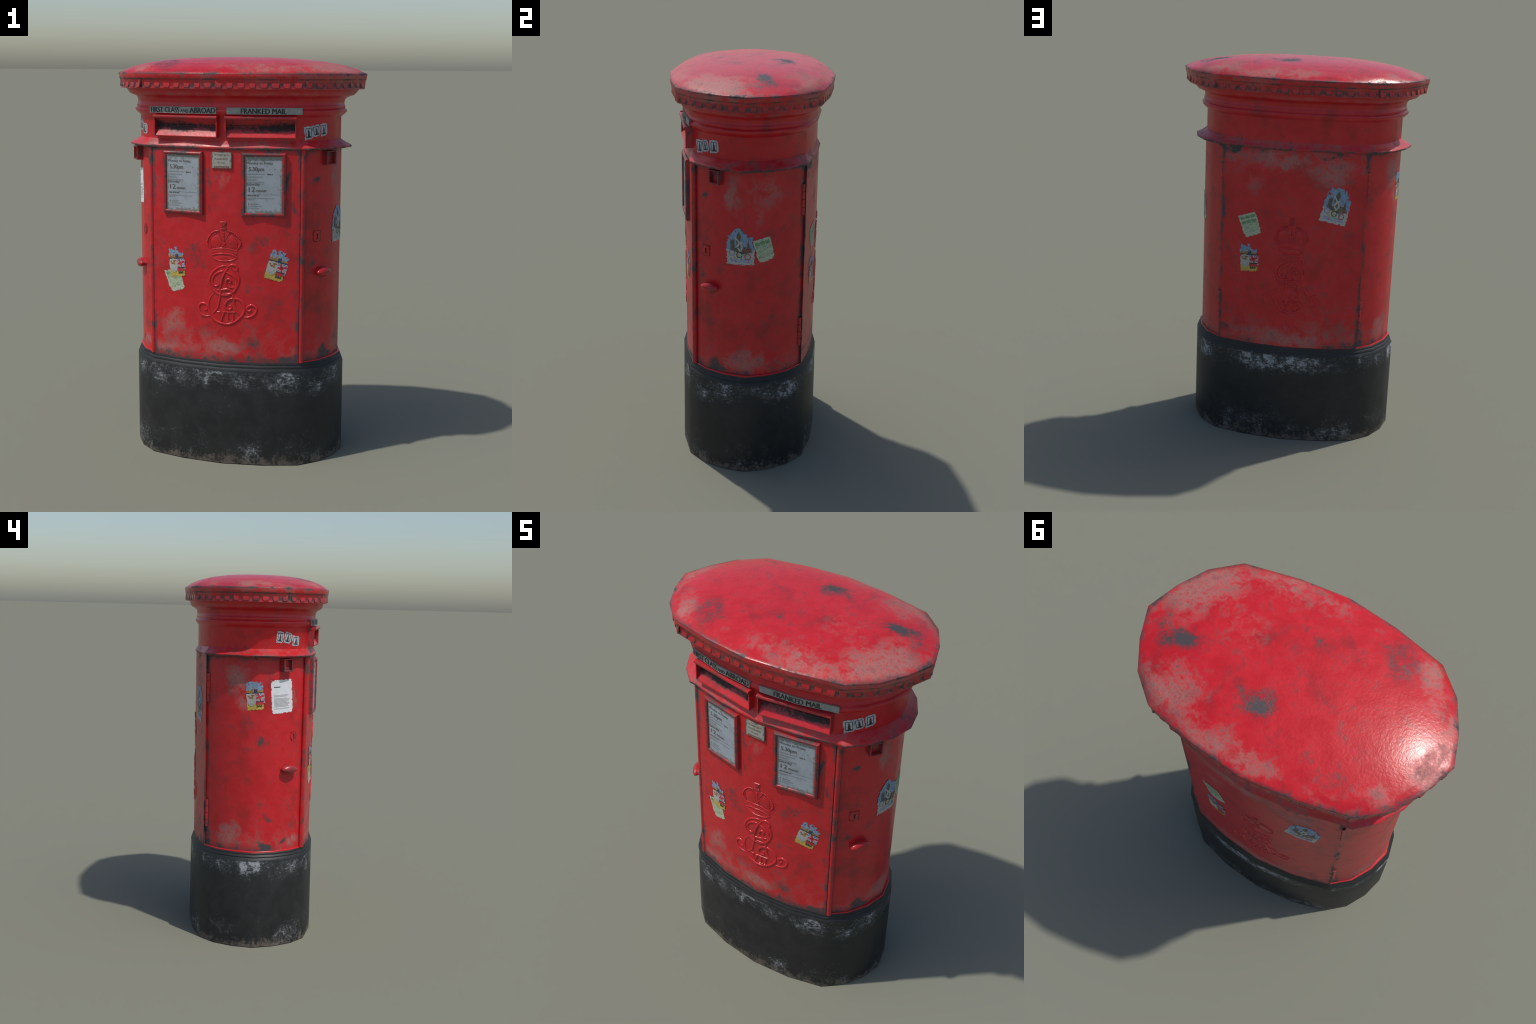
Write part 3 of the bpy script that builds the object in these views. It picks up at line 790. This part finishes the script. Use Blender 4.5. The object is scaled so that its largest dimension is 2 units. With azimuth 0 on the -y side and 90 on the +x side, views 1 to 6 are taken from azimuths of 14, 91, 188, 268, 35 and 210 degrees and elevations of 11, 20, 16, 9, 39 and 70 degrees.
# ----------------------------------------------------------------------------
# royal cypher and crown, cast in relief on the front and back plates
# ----------------------------------------------------------------------------
CYPHER = {
 'upper_loop': [(.029, 1.0), (.008, 1.002), (-.016, .994), (-.041, .975), (-.059, .95), (-.065, .925), (-.059, .899), (-.044, .879),
                (-.022, .864), (.003, .858), (.027, .857), (.048, .868), (.066, .887), (.080, .916), (.085, .94), (.078, .966), (.062, .984), (.043, .996), (.029, 1.0)],
 'top_curl': [(.029, .997), (.043, 1.007), (.059, 1.009), (.072, 1.001), (.076, .987), (.067, .980), (.058, .989)],
 'inner_left': [(.010, .977), (-.011, .973), (-.034, .959), (-.049, .936), (-.049, .917), (-.041, .903), (-.026, .901), (-.017, .91), (-.023, .921)],
 'inner_right': [(.010, .977), (.038, .965), (.059, .951), (.070, .933), (.071, .911), (.066, .890), (.055, .873)],
 'stem': [(.031, .993), (.017, .976), (.006, .952), (-.002, .923), (-.007, .899), (-.007, .88), (-.005, .866), (-.008, .856), (-.014, .829),
          (-.019, .802), (-.029, .782), (-.049, .761)],
 'eye_curl': [(.059, .899), (.045, .896), (.029, .903), (.021, .917), (.022, .931), (.034, .938), (.044, .932), (.043, .922), (.034, .921)],
 'knot': [(-.027, .878), (-.012, .883), (.008, .884), (.027, .888), (.043, .882), (.050, .870), (.031, .863), (.005, .866)],
 'lower_loop': [(-.037, .868), (-.057, .847), (-.069, .819), (-.071, .798), (-.067, .774), (-.052, .744), (-.027, .724), (.003, .715), (.029, .713),
                (.060, .724), (.0885, .747), (.1076, .774), (.1116, .798), (.1025, .822), (.083, .838), (.064, .842), (.045, .840), (.027, .829),
                (.017, .811), (.020, .795), (.034, .786), (.048, .793), (.045, .805), (.038, .806)],
 'left_tail': [(-.060, .750), (-.082, .745), (-.1086, .753), (-.1206, .774), (-.1196, .796), (-.1055, .809), (-.087, .807), (-.077, .797),
               (-.078, .782), (-.0905, .777), (-.0965, .786)],
 'leg': [(.050, .872), (.056, .849), (.060, .825), (.064, .801), (.076, .775), (.0925, .757)],
 'right_tail': [(.1096, .750), (.1327, .751), (.1568, .764), (.170, .786), (.166, .803), (.147, .812), (.129, .804), (.1216, .794), (.131, .782),
                (.143, .788), (.145, .797)],
}
NUMERAL = [((-.019, .772), (-.004, .729)), ((-.004, .729), (.0115, .773)), ((.0312, .773), (.0312, .728)), ((.0563, .774), (.0563, .729)),
           ((-.025, .773), (-.011, .773)), ((.003, .774), (.018, .774)), ((.022, .774), (.066, .775)), ((.022, .728), (.040, .728)), ((.048, .729), (.066, .729))]
CROWN = {
 'arch_left': [(-.016, 1.173), (-.040, 1.169), (-.057, 1.154), (-.070, 1.134), (-.075, 1.115), (-.071, 1.100), (-.057, 1.082)],
 'arch_right': [(.033, 1.174), (.056, 1.166), (.080, 1.146), (.0915, 1.124), (.0905, 1.106), (.0745, 1.084)],
 'brace_left': [(-.025, 1.163), (-.044, 1.152), (-.060, 1.133), (-.063, 1.114), (-.055, 1.090)],
 'brace_right': [(.042, 1.162), (.059, 1.149), (.0715, 1.127), (.0735, 1.109), (.0705, 1.090)],
 'vee_left': [(-.022, 1.168), (-.010, 1.149), (.001, 1.128)],
 'vee_right': [(.037, 1.165), (.025, 1.145), (.017, 1.128)],
 'band_top': [(-.058, 1.078), (-.028, 1.086), (.009, 1.089), (.046, 1.084), (.0735, 1.076)],
 'band_low': [(-.056, 1.050), (-.027, 1.060), (.0, 1.0635), (.028, 1.063), (.056, 1.057), (.0755, 1.047)],
 'rim_low': [(-.056, 1.048), (-.030, 1.032), (.010, 1.0265), (.050, 1.032), (.0755, 1.046)],
}
def smooth_path(pts, sub=5):
    out = []
    n = len(pts)
    for i in range(n - 1):
        p0, p1, p2, p3 = (Vector(pts[max(0, min(n - 1, i + k))]) for k in (-1, 0, 1, 2))
        for s in range(sub):
            t = s / sub
            out.append(.5 * (2 * p1 + (p2 - p0) * t + (2 * p0 - 5 * p1 + 4 * p2 - p3) * t * t + (3 * p1 - p0 - 3 * p2 + p3) * t ** 3))
    out.append(Vector(pts[-1])); return out

def stroke(bm, pts, r, h, sub=5, taper=0.55):
    """half-round cast strap along a plane curve"""
    c = smooth_path(pts, sub) if len(pts) > 2 else [Vector(p) for p in pts]
    sec = [(math.cos(a) * 1.0, max(0, math.sin(a))) for a in (0, .55, 1.05, math.pi / 2, math.pi - 1.05, math.pi - .55, math.pi)]
    rows = []
    n = len(c)
    for i, p in enumerate(c):
        t = (c[min(n - 1, i + 1)] - c[max(0, i - 1)]).normalized(); nn = Vector((-t.y, t.x))
        e = min(i, n - 1 - i) / max(1, n - 1)
        f = taper + (1 - taper) * min(1, e * 6)
        rows.append([bm.verts.new((p.x + nn.x * r * f * a, p.y + nn.y * r * f * a, -.002 + (h + .002) * b * f)) for a, b in sec])
    for a, b in zip(rows, rows[1:]):
        for j in range(len(sec) - 1):
            bm.faces.new((a[j], b[j], b[j + 1], a[j + 1]))
    bm.faces.new(rows[0]); bm.faces.new(rows[-1][::-1])
def dome(bm, u, v, ru, rv, h, n=16, m=5):
    tip = bm.verts.new((u, v, h)); prev = None
    for k in range(1, m + 1):
        a = k / m * math.pi / 2
        row = [bm.verts.new((u + ru * math.sin(a) * math.cos(i * math.tau / n), v + rv * math.sin(a) * math.sin(i * math.tau / n), h * math.cos(a) - .0006)) for i in range(n)]
        for i in range(n):
            j = (i + 1) % n
            if prev: bm.faces.new((prev[i], row[i], row[j], prev[j]))
            else: bm.faces.new((tip, row[i], row[j]))
        prev = row

for path, shift, host in ((P_FRONT, 0.0, 'front'), (P_BACK, -.003, 'back')):
    plate_ob = bpy.data.objects[host + '_plate']
    bm = bmesh.new()
    for k, pts in CYPHER.items(): stroke(bm, pts, .0066, .0052 if k != 'stem' else .0060)
    for p, q in NUMERAL: stroke(bm, [p, q], .0042 if abs(p[1] - q[1]) > .01 else .0026, .0048, taper=1)
    for v in bm.verts: v.co.z *= .85
    M = wrap(bm, path, shift, 0, 0.0)
    put('royal_cypher', finish(bm, 'royal_cypher', 50), parent=plate_ob, mats=[M_RELIEF], matrix=M)
    bm = bmesh.new()
    dome(bm, -.030, 1.118, .032, .038, .0062); dome(bm, .047, 1.118, .032, .038, .0062)
    dome(bm, .009, 1.0405, .062, .014, .0022)
    stroke(bm, [(-.057, 1.064), (-.027, 1.073), (.009, 1.0765), (.046, 1.072), (.074, 1.062)], .014, .0036, taper=1)
    for k, pts in CROWN.items():
        stroke(bm, pts, .0046 if 'arch' in k or 'band' in k else .0036, .0062 if 'band' in k or 'arch' in k else .0050, taper=.8)
    for k in ('arch_left', 'arch_right'):                     # pearls
        c = smooth_path(CROWN[k], 3)
        for p in c[:-3]: dome(bm, p.x, p.y, .0042, .0042, .0098, 8, 3)
    for i in range(7): dome(bm, .009, 1.165 - i * .0068, .0036, .0030, .0066, 8, 3)
    for u, v, r in ((.009, 1.106, .0085), (-.028, 1.100, .0070), (.045, 1.101, .0070)):    # crosses and lilies
        for a in range(4):
            stroke(bm, [(u, v), (u + r * 1.5 * math.cos(a * math.pi / 2 + .78), v + r * 1.5 * math.sin(a * math.pi / 2 + .78))], .0034, .0068, taper=.9)
    stroke(bm, [(.0085, 1.182), (.0085, 1.219)], .0148, .0050, taper=1)                       # orb block and cross
    stroke(bm, [(-.003, 1.190), (.020, 1.213)], .0030, .0078, taper=1); stroke(bm, [(.020, 1.190), (-.003, 1.213)], .0030, .0078, taper=1)
    stroke(bm, [(-.005, 1.2175), (.022, 1.2175)], .0030, .0072, taper=1); stroke(bm, [(-.004, 1.184), (.021, 1.184)], .0030, .0068, taper=1)
    for v in bm.verts: v.co.z *= .60
    M = wrap(bm, path, shift, 0, 0.0)
    put('crown', finish(bm, 'crown', 50), parent=plate_ob, mats=[M_RELIEF], matrix=M)

# ----------------------------------------------------------------------------
# stickers: torn paper laid on the walls, prints as thin pieces on top
# ----------------------------------------------------------------------------
def torn(bm, w, h, seed, tear, mi=0, cell=.0019, z=0.0, keep=None):
    """a sheet with worn edges: small cells, dropped where the wear reaches"""
    nu, nv = int(w / cell), int(h / cell)
    V = {}
    def vert(i, j):
        if (i, j) not in V: V[i, j] = bm.verts.new((-w / 2 + w * i / nu, -h / 2 + h * j / nv, z))
        return V[i, j]
    for i in range(nu):
        for j in range(nv):
            u, v = -w / 2 + w * (i + .5) / nu, -h / 2 + h * (j + .5) / nv
            e = min(w / 2 - abs(u), h / 2 - abs(v))
            nn = mnoise.noise((u * 90 + seed, v * 90, seed * 1.7)) * .9 + mnoise.noise((u * 300, v * 300 + seed, 3.1)) * .5
            if min(e / .005, 1.6) + nn * 1.7 < tear(u / w * 2, v / h * 2) + .05: continue
            if keep and not keep(u, v): continue
            f = bm.faces.new((vert(i, j), vert(i + 1, j), vert(i + 1, j + 1), vert(i, j + 1))); f.material_index = mi

def sticker(name, path, quad, build, mats, parent, off=.0012):
    """quad: the wall points (x, y, z) of top-left, top-right, bottom-right, bottom-left corners"""
    uv = [Vector((path.t_of(x, y), z)) for x, y, z in quad]
    c = sum(uv, Vector((0, 0))) / 4
    r = ((uv[1] - uv[0]) + (uv[2] - uv[3])) / 2; u = ((uv[0] - uv[3]) + (uv[1] - uv[2])) / 2
    rot = (math.atan2(r.y, r.x) + math.atan2(u.y, u.x) - math.pi / 2) / 2
    bm = bmesh.new(); build(bm, r.length, u.length)
    M = wrap(bm, path, c.x, c.y, off, rot)
    return put(name, finish_keep(bm, name), parent=parent, mats=mats, matrix=M)

FLAG = [M_BONE, M_YELLOW, M_GOLD, M_NAVY, M_CARDRED, M_BLUE, M_BROWN, M_SKY, M_INK, M_WHITE]
def postcard(seed, top_wear):
    def build(bm, w, h):
        rnd = random.Random(seed)
        U = lambda f: (f - .5) * w
        V = lambda f: (f - .5) * h
        def wear(a, b): return max(0, b - .40) * top_wear + max(0, a - .25) * max(0, b + .1) * top_wear * .9 + max(0, a - .55) * max(0, -.5 - b) * 5
        # sky with clouds, then the yellow card under it, each torn by the same wear
        torn(bm, w, h, seed, wear, 7, keep=lambda u, v: v > V(.66))
        torn(bm, w, h, seed, wear, 1, keep=lambda u, v: v <= V(.22) and u < U(.93))
        torn(bm, w, h, seed, wear, 2, keep=lambda u, v: V(.605) < v <= V(.66))
        torn(bm, w, h, seed, wear, 3, keep=lambda u, v: V(.56) < v <= V(.605))
        torn(bm, w, h, seed, wear, 9, keep=lambda u, v: V(.22) < v <= V(.56))
        k = .0003
        for i in range(7):                                                             # clouds
            disc(bm, U(rnd.uniform(.32, .60)), V(rnd.uniform(.69, .76)), .07 * w, .018 * h, 0, k, 10)
        for f in (.06, .28): poly(bm, [(U(f), V(.655)), (U(f + .12), V(.655)), (U(f + .06), V(.76))], 2, k)     # roofs
        rect(bm, U(.44), V(.58), U(.62), V(.715), 3, k)                                   # gate tower
        # flag: blue field, white and red crosses drawn askew
        poly(bm, [(U(.52), V(.30)), (U(.96), V(.28)), (U(.97), V(.55)), (U(.50), V(.56))], 5, k)
        q = lambda a, b: (U(.52 + .44 * a), V(.295 + .26 * b))
        for p, s in (((0, .95), (1, .05)), ((.05, .02), (1, .98))): bar(bm, q(*p), q(*s), .10 * w, 9, 2 * k)
        bar(bm, q(0, .42), q(1, .62), .19 * w, 9, 2.4 * k); bar(bm, q(.55, 0), q(.34, 1), .17 * w, 9, 2.4 * k)
        for p, s in (((0, .95), (1, .05)), ((.05, .02), (1, .98))): bar(bm, q(*p), q(*s), .03 * w, 4, 2.8 * k)
        bar(bm, q(.02, .42), q(1, .66), .11 * w, 4, 3.2 * k); bar(bm, q(.56, .02), q(.30, 1), .10 * w, 4, 3.2 * k)
        rect(bm, U(.50), V(.265), U(.95), V(.295), 8, 3.4 * k)
        rect(bm, U(.50), V(.175), U(.92), V(.265), 4, 3.4 * k)
        for i in range(5): rect(bm, U(.54 + i * .06), V(.095), U(.585 + i * .06), V(.17 - .02 * (i % 2)), 8, 3.4 * k)
        # oval portrait stand-in: pale oval, brown hat and pale coat shapes
        disc(bm, U(.27), V(.36), .255 * w, .222 * h, 1, 3.6 * k, 28); disc(bm, U(.27), V(.355), .240 * w, .212 * h, 0, 4.0 * k, 28)
        disc(bm, U(.36), V(.50), .10 * w, .035 * h, 6, 4.4 * k, 12); disc(bm, U(.13), V(.475), .05 * w, .028 * h, 6, 4.4 * k, 10)
        disc(bm, U(.22), V(.425), .09 * w, .028 * h, 6, 4.4 * k, 10); disc(bm, U(.33), V(.43), .05 * w, .055 * h, 2, 4.6 * k, 10)
        disc(bm, U(.42), V(.45), .045 * w, .045 * h, 0, 4.8 * k, 10)
        rect(bm, U(.18), V(.20), U(.26), V(.21), 8, 4.8 * k); rect(bm, U(.29), V(.20), U(.36), V(.212), 2, 4.8 * k)
    return build

GREENS = [M_CREAM, M_GREEN, M_PALEGREEN]
def receipt(seed, bottom_wear, stamps):
    def build(bm, w, h):
        rnd = random.Random(seed)
        torn(bm, w, h, seed, lambda a, b: max(0, -b - .62) * bottom_wear + max(0, abs(a) - .6) * max(0, -b) * bottom_wear + .05, 0)
        for row, (v0, v1) in enumerate(stamps):
            for i in range(3):
                u0 = -.42 + i * .29
                for j in range(5): rect(bm, (u0 + .05 * j) * w, v0 * h, (u0 + .05 * j + .047) * w, (v1 + rnd.uniform(-.02, .01)) * h, 1, .0003)
        v = stamps[-1][0] - .05 if stamps else .30
        while v > -.30:
            u = -.40
            while u < .38:
                q = u + rnd.uniform(.06, .18)
                if rnd.random() < .86: rect(bm, u * w, v * h, min(.40, q) * w, (v + .026) * h, 2 if rnd.random() < .8 else 1, .0003)
                u = q + .025
            v -= .048
    return build

CYCLE = [M_SKY, M_BONE, M_STONE, M_RINGBLUE, M_YELLOW, M_INK, M_RINGGREEN, M_CARDRED, M_VIOLET, M_WHITE]
def games_card(seed, wear_k):
    def build(bm, w, h):
        U = lambda f: (f - .5) * w
        V = lambda f: (f - .5) * h
        def wear(a, b): return max(0, abs(a + .1) * .8 + b - .75) * wear_k + max(0, abs(a) - .8) * 2.5 + .15
        torn(bm, w, h, seed, wear, 0, keep=lambda u, v: v > V(.40))
        torn(bm, w, h, seed, wear, 1, keep=lambda u, v: v <= V(.40))
        k = .0003
        # skyline: clock tower, square towers, spire
        poly(bm, [(U(.36), V(.42)), (U(.50), V(.42)), (U(.51), V(.70)), (U(.54), V(.74)), (U(.52), V(.80)), (U(.45), V(.90)), (U(.39), V(.80)), (U(.36), V(.74))], 2, k)
        rect(bm, U(.16), V(.40), U(.30), V(.66), 2, k)
        for i in range(3): rect(bm, U(.165 + .05 * i), V(.66), U(.185 + .05 * i), V(.69), 2, k)
        poly(bm, [(U(.72), V(.40)), (U(.84), V(.40)), (U(.79), V(.60)), (U(.775), V(.71)), (U(.75), V(.60))], 2, k)
        rect(bm, U(.55), V(.38), U(.75), V(.50), 2, 1.2 * k)
        poly(bm, [(U(.12), V(.44)), (U(.3), V(.36)), (U(.62), V(.30)), (U(.9), V(.36)), (U(.86), V(.46)), (U(.5), V(.46))], 2, 1.4 * k)
        rnd = random.Random(seed)
        for i in range(16): disc(bm, U(rnd.uniform(.56, .90)), V(rnd.uniform(.36, .47)), .022 * w, .016 * h, rnd.choice((7, 7, 4, 6, 5)), 1.8 * k, 8)
        # pale leaping figure
        for p, q, d in (((.32, .74), (.47, .60), .055), ((.47, .60), (.38, .47), .075), ((.40, .48), (.50, .38), .06), ((.52, .58), (.57, .48), .06),
                        ((.57, .48), (.51, .37), .05), ((.48, .60), (.64, .565), .045), ((.50, .37), (.34, .30), .03)):
            bar(bm, (U(p[0]), V(p[1])), (U(q[0]), V(q[1])), d * w, 1, 2.2 * k)
        disc(bm, U(.51), V(.595), .05 * w, .035 * h, 1, 2.4 * k, 10); disc(bm, U(.57), V(.57), .02 * w, .02 * h, 7, 2.6 * k, 8)
        # five linked rings
        for i, (f, g, mi) in enumerate(((.20, .315, 3), (.345, .255, 4), (.47, .275, 5), (.60, .215, 6), (.745, .235, 7))):
            annulus(bm, U(f), V(g), .108 * w, .024 * w, mi, (3 + .3 * i) * k, 22)
        for v0 in (.135, .085):
            u = .14
            while u < .86:
                q = u + rnd.uniform(.05, .16); rect(bm, U(u), V(v0), U(min(q, .88)), V(v0 + .026), 8, 2 * k); u = q + .03
    return build

def letter(bm, w, h):
    rnd = random.Random(9)
    torn(bm, w, h, 4, lambda a, b: max(0, abs(b) - .8) * 2.2, 0)
    U = lambda f: (f - .5) * w
    V = lambda f: (f - .5) * h
    rect(bm, U(.13), V(.775), U(.42), V(.80), 1, .0004)
    v = .53
    while v > .12:
        rect(bm, U(.11), V(v), U(rnd.uniform(.72, .90)), V(v + .019), 2, .0004); v -= .034 if rnd.random() < .7 else .060

def small_label(bm, w, h):
    torn(bm, w * 1.34, h * 1.30, 2.5, lambda a, b: .35, 0, .0016)
    for p, q in (((-.40, -.42), (-.40, .42)), ((-.40, .42), (.40, .42)), ((.40, .42), (.40, -.42)), ((.40, -.42), (-.40, -.42))):
        bar(bm, (p[0] * w, p[1] * h), (q[0] * w, q[1] * h), .0030, 1, .0004)
    poly(bm, [(-.17 * w, -.40 * h), (.17 * w, -.40 * h), (.13 * w, .02 * h), (.03 * w, .36 * h), (-.03 * w, .36 * h), (-.13 * w, .02 * h)], 1, .0005)
    rect(bm, -.28 * w, -.38 * h, .28 * w, -.30 * h, 1, .0006)

FP, BP = bpy.data.objects['front_plate'], bpy.data.objects['back_plate']
NECK = bpy.data.objects['neck']
sticker('sticker', P_FRONT, [(-.311, -.286, .955), (-.228, -.309, .985), (-.186, -.319, .876), (-.268, -.298, .846)], receipt(1, 3.0, [(.30, .42)]), GREENS, FP)
sticker('sticker', P_FRONT, [(-.288, -.292, 1.083), (-.197, -.317, 1.095), (-.190, -.317, .941), (-.272, -.297, .925)], postcard(2, 4.6), FLAG, FP, .0022)
sticker('sticker', P_FRONT, [(.242, -.305, 1.103), (.334, -.280, 1.078), (.295, -.290, .924), (.204, -.315, .953)], postcard(3, 3.9), FLAG, FP)
sticker('sticker', P_RIGHT, [(.513, .029, 1.222), (.493, .105, 1.245), (.476, .136, 1.129), (.507, .054, 1.106)], receipt(4, 3.2, [(.24, .40)]), GREENS, DOOR_R)
sticker('sticker', P_RIGHT, [(.495, -.100, 1.284), (.511, .038, 1.292), (.511, .037, 1.102), (.495, -.098, 1.102)], games_card(5, 4.2), CYCLE, DOOR_R, .0022)
sticker('sticker', P_BACK, [(.273, .297, 1.204), (.189, .318, 1.237), (.146, .323, 1.127), (.242, .305, 1.081)], receipt(6, 3.6, [(.30, .42), (.10, .23)]), GREENS, BP)
sticker('sticker', P_BACK, [(.270, .297, 1.067), (.167, .321, 1.075), (.159, .322, .920), (.254, .302, .912)], postcard(2, 4.6), FLAG, BP)
sticker('sticker', P_BACK, [(-.177, .320, 1.406), (-.315, .285, 1.376), (-.272, .297, 1.187), (-.139, .324, 1.218)], games_card(8, 3.2), CYCLE, BP)
sticker('sticker', P_LEFT, [(-.503, .068, 1.439), (-.514, -.026, 1.444), (-.510, -.042, 1.295), (-.507, .052, 1.283)], postcard(11, 2.2), FLAG, DOOR_L)
sticker('sticker', P_LEFT, [(-.504, -.065, 1.446), (-.454, -.175, 1.451), (-.444, -.193, 1.273), (-.501, -.078, 1.269)], letter, [M_LETTER, M_INK, M_LETTERINK], DOOR_L)
for path, qs in ((P_NECK_R, [((.383, -.241), (.411, -.216), 1.670, 1.619), ((.417, -.211), (.439, -.190), 1.677, 1.632), ((.448, -.175), (.466, -.143), 1.682, 1.633)]),
                 (P_NECK_L, [((-.490, -.096), (-.477, -.124), 1.694, 1.645), ((-.468, -.139), (-.453, -.165), 1.690, 1.643), ((-.444, -.180), (-.419, -.209), 1.672, 1.629)])):
    for i, ((x0, y0), (x1, y1), zt, zb) in enumerate(qs):
        tilt = (.004, .007, .003)[i] * (1 if path is P_NECK_R else -1)
        sticker('sticker', path, [(x0, y0, zt - tilt), (x1, y1, zt + tilt), (x1, y1, zb + tilt), (x0, y0, zb - tilt)], small_label, [M_WHITE, M_INK], NECK)
